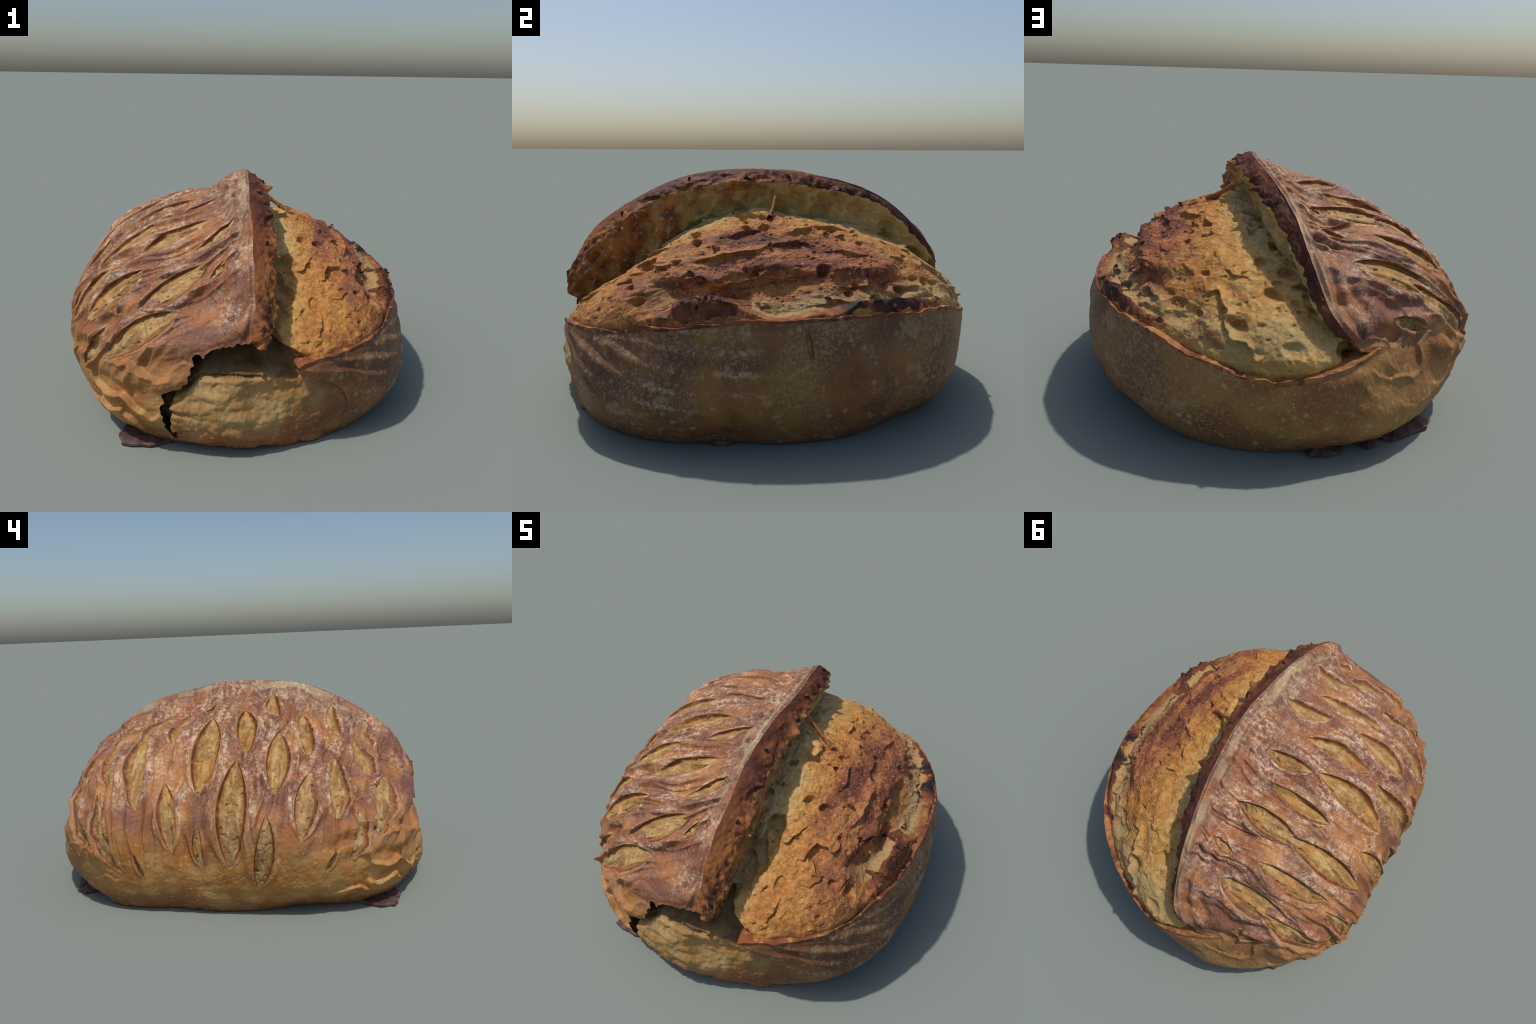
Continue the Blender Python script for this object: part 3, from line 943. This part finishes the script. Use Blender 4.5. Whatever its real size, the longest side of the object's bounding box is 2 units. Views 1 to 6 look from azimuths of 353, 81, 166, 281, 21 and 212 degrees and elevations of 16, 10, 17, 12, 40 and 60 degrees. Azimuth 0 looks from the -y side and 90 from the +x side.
verts = CRUST.reshape(-1, 3)
faces = grid_faces(NA, NB)
ok = (KEEP_V | snap).reshape(-1)
solid = KEEP_V.reshape(-1)
keep = ok[faces].all(1) & solid[faces].any(1)
faces = faces[keep]
sid = score_id.reshape(-1)[faces].max(1)
face_k = score_k.reshape(-1)[faces].min(1)
sid = np.where(face_k < 1.85, sid, -1)
mid_p = verts[faces].mean(1)
faces, normals = oriented(verts, faces)
on_flap = (mid_p[:, 0] < -.25 * smooth(.55, .35, mid_p[:, 2])) & (mid_p[:, 2] > .16 + .03 * noise(mid_p, .2, 171))
plain = sid < 0
top = piece("scored_top_crust", verts, faces[plain & on_flap], normals, loaf, [CRUST_M])
piece("bottom_crust", verts, faces[plain & ~on_flap], normals, loaf, [CRUST_M])
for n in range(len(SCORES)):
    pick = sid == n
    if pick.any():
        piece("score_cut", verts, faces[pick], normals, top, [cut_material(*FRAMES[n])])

verts = STRIP.reshape(-1, 3)
faces = grid_faces(NS, NR)
row, col = np.repeat(np.arange(NS - 1), NR), np.tile(np.arange(NR), NS - 1)
faces, normals = oriented(verts, faces)
upper = (row + .5) / (NS - 1) < .30 + .035 * noise(verts[faces[:, 0]], .06, 172)
is_ear = RING_W["ear"][col] > .5
is_rim = (RING_W["rim"] + RING_W["corner"])[col] > .5
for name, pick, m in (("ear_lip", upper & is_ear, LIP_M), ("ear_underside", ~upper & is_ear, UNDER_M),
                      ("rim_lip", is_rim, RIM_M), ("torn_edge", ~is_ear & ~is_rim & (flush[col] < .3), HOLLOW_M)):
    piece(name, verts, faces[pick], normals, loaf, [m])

verts = CRUMB.reshape(-1, 3)
faces = grid_faces(NC, NCB)
lead = faces[:, 0]
faces, normals = oriented(verts, faces)
f_belly = is_belly.reshape(-1)[lead] > .5
f_skirt = (skirt.reshape(-1)[lead] > np.maximum(.08, .24 + .35 * noise(verts[lead], .035, 173))) & ~f_belly
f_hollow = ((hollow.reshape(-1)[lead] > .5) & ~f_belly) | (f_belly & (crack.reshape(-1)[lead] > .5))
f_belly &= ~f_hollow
deep_out = (DELC.reshape(-1)[lead] > .16) & ~(c_ear.reshape(-1)[lead] > .5)
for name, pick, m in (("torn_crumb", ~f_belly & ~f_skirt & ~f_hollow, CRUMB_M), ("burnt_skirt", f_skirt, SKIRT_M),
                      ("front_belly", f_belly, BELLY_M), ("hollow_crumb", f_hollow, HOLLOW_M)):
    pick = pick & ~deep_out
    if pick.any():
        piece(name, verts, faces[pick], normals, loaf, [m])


# ------------------------------------------------------------------ small pieces
def shard(name, centre, size, direction, seed, material, parent=loaf):
    """A jagged little flake of burnt crust, thick at its root and ragged at its tip."""
    rng = np.random.default_rng(seed)
    d = unit(np.array(direction, float))
    side_v = unit(np.cross(d, rng.normal(size=3)))
    thin = np.cross(d, side_v)
    rings, around = 4, 6
    v = []
    for i in range(rings):
        f = i / (rings - 1)
        for j in range(around):
            a = 2 * np.pi * j / around
            w = (1 - f) ** .35 * (1 + .22 * rng.normal() * (f > 0))
            v.append(np.array(centre) + size * (d * (f * (.8 + .22 * rng.normal() * (f > .5)) - .35) + side_v * math.cos(a) * w * .75 + thin * math.sin(a) * w * .42))
    v = np.array(v)
    me = raw_mesh(name, v, np.array([[i * around + j, i * around + (j + 1) % around, (i + 1) * around + (j + 1) % around, (i + 1) * around + j]
                                     for i in range(rings - 1) for j in range(around)]))
    for p in me.polygons:
        p.use_smooth = False
    return link(name, me, parent, [material])


# burnt flakes on the ear lip, at chosen places along it, and on the skirt
for k, (tt, size) in enumerate(((.30, .026), (.47, .026), (.55, .032), (.66, .022), (.80, .020), (.95, .026))):
    i = int(np.argmin(np.abs(RING_T - tt) + (RING_W["ear"] < .5)))
    p = STRIP[int(NS * (.14 + .05 * (k % 3))), i]
    shard("burnt_flake", p, size, unit(p - CENTRE) + np.array([.6, .2 * ((k % 5) - 2), .2]), 300 + k, CHAR_M)
sk = np.argwhere((skirt > .75) & (is_belly < .5))
for k, j in enumerate(RNG.choice(len(sk), 9, replace=False)):
    p = CRUMB[tuple(sk[j])]
    shard("burnt_flake", p, RNG.uniform(.014, .026), unit(p - CENTRE) + RNG.normal(size=3) * .3, 340 + k, CHAR_M if k % 2 else SKIRT_M)
tips = np.argwhere((spike * baked > .07) & (DELC < -.1) & (PC[..., 0] > .36) & (PC[..., 1] < .45))
if len(tips):
    for k, j in enumerate(RNG.choice(len(tips), min(18, len(tips)), replace=False)):
        p = CRUMB[tuple(tips[j])]
        shard("burnt_flake", p, RNG.uniform(.010, .020), unit(p - CENTRE) + RNG.normal(size=3) * .4, 380 + k, SKIRT_M)


def strand(a, b, r0, r1, sag, seed, material):
    """A stretched thread of crumb between two points, thick at both ends."""
    rng = np.random.default_rng(seed)
    a, b = np.array(a), np.array(b)
    n, around = 14, 8
    d = unit(b - a)
    u1 = unit(np.cross(d, (0, 1, .2)))
    u2 = np.cross(d, u1)
    off = rng.normal(size=3) * sag
    v = []
    for i in range(n):
        f = i / (n - 1)
        c = mix(a, b, f) + off * math.sin(math.pi * f)
        r = mix(r0, r1, f) * (.42 + .58 * (2 * f - 1) ** 2)
        for j in range(around):
            t_ = 2 * np.pi * j / around
            v.append(c + r * (u1 * math.cos(t_) + .55 * u2 * math.sin(t_)) * (1 + .12 * rng.normal()))
    me = raw_mesh("crumb_strand", np.array(v), np.array([[i * around + j, i * around + (j + 1) % around, (i + 1) * around + (j + 1) % around, (i + 1) * around + j]
                                                         for i in range(n - 1) for j in range(around)]))
    return link("crumb_strand", me, loaf, [material])


strand((.275, -.022, .840), (.115, .032, .955), .030, .022, .004, 1, UNDER_M)

def sole_flake(outline, rise, seed):
    """A thin scorched scrap of sole that sticks out flat at the foot of the loaf."""
    rng = np.random.default_rng(seed)
    o = np.array(outline)
    c = o.mean(0)
    n = len(o)
    loop = []
    for i in range(n):
        for f in (0, .34, .67):
            loop.append(mix(o[i], o[(i + 1) % n], f) + rng.normal(size=2) * .004)
    loop = np.array(loop)
    m = len(loop)
    v, f_ = [], []
    for lvl, (zz, sc) in enumerate(((0.0, .97), (.004, 1.0), (.010, 1.0), (.013, .96), (.014 + rise, .5), (.015 + rise, .01))):
        for p in loop:
            q = c + (p - c) * sc
            v.append((*q, max(0.0, zz + (rise * .5 + .0008 * rng.normal()) * (lvl > 1))))
    for lvl in range(5):
        for i in range(m):
            f_.append([lvl * m + i, lvl * m + (i + 1) % m, (lvl + 1) * m + (i + 1) % m, (lvl + 1) * m + i])
    me = raw_mesh("sole_flake", np.array(v), np.array(f_))
    for p in me.polygons:
        p.use_smooth = False
    return link("sole_flake", me, loaf, [FLAKE_M])


for k, (o, rise) in enumerate((
        ([(-.60, -.767), (-.575, -.842), (-.453, -.872), (-.36, -.845), (-.33, -.70), (-.54, -.62)], .006),
        ([(-.558, .733), (-.595, .768), (-.56, .83), (-.382, .892), (-.335, .87), (-.36, .74), (-.48, .66)], .010),
        ([(-.33, .84), (-.31, .908), (-.262, .914), (-.222, .878), (-.25, .78)], .008),
        ([(-.16, .86), (-.151, .922), (-.078, .943), (-.011, .93), (.015, .867), (-.06, .78)], .008),
        ([(.255, .76), (.222, .806), (.174, .812), (.16, .74)], .006), ([(-.60, .60), (-.689, .556), (-.706, .498), (-.678, .44), (-.58, .48)], .010),
        ([(-.66, .05), (-.712, .037), (-.724, .0), (-.695, -.066), (-.64, -.05)], .006), ([(.66, -.372), (.728, -.323), (.735, -.263), (.715, -.219), (.63, -.27)], .006),
        ([(.66, .24), (.642, .348), (.612, .368), (.58, .27)], .006))):
    sole_flake(o, rise, 500 + k)
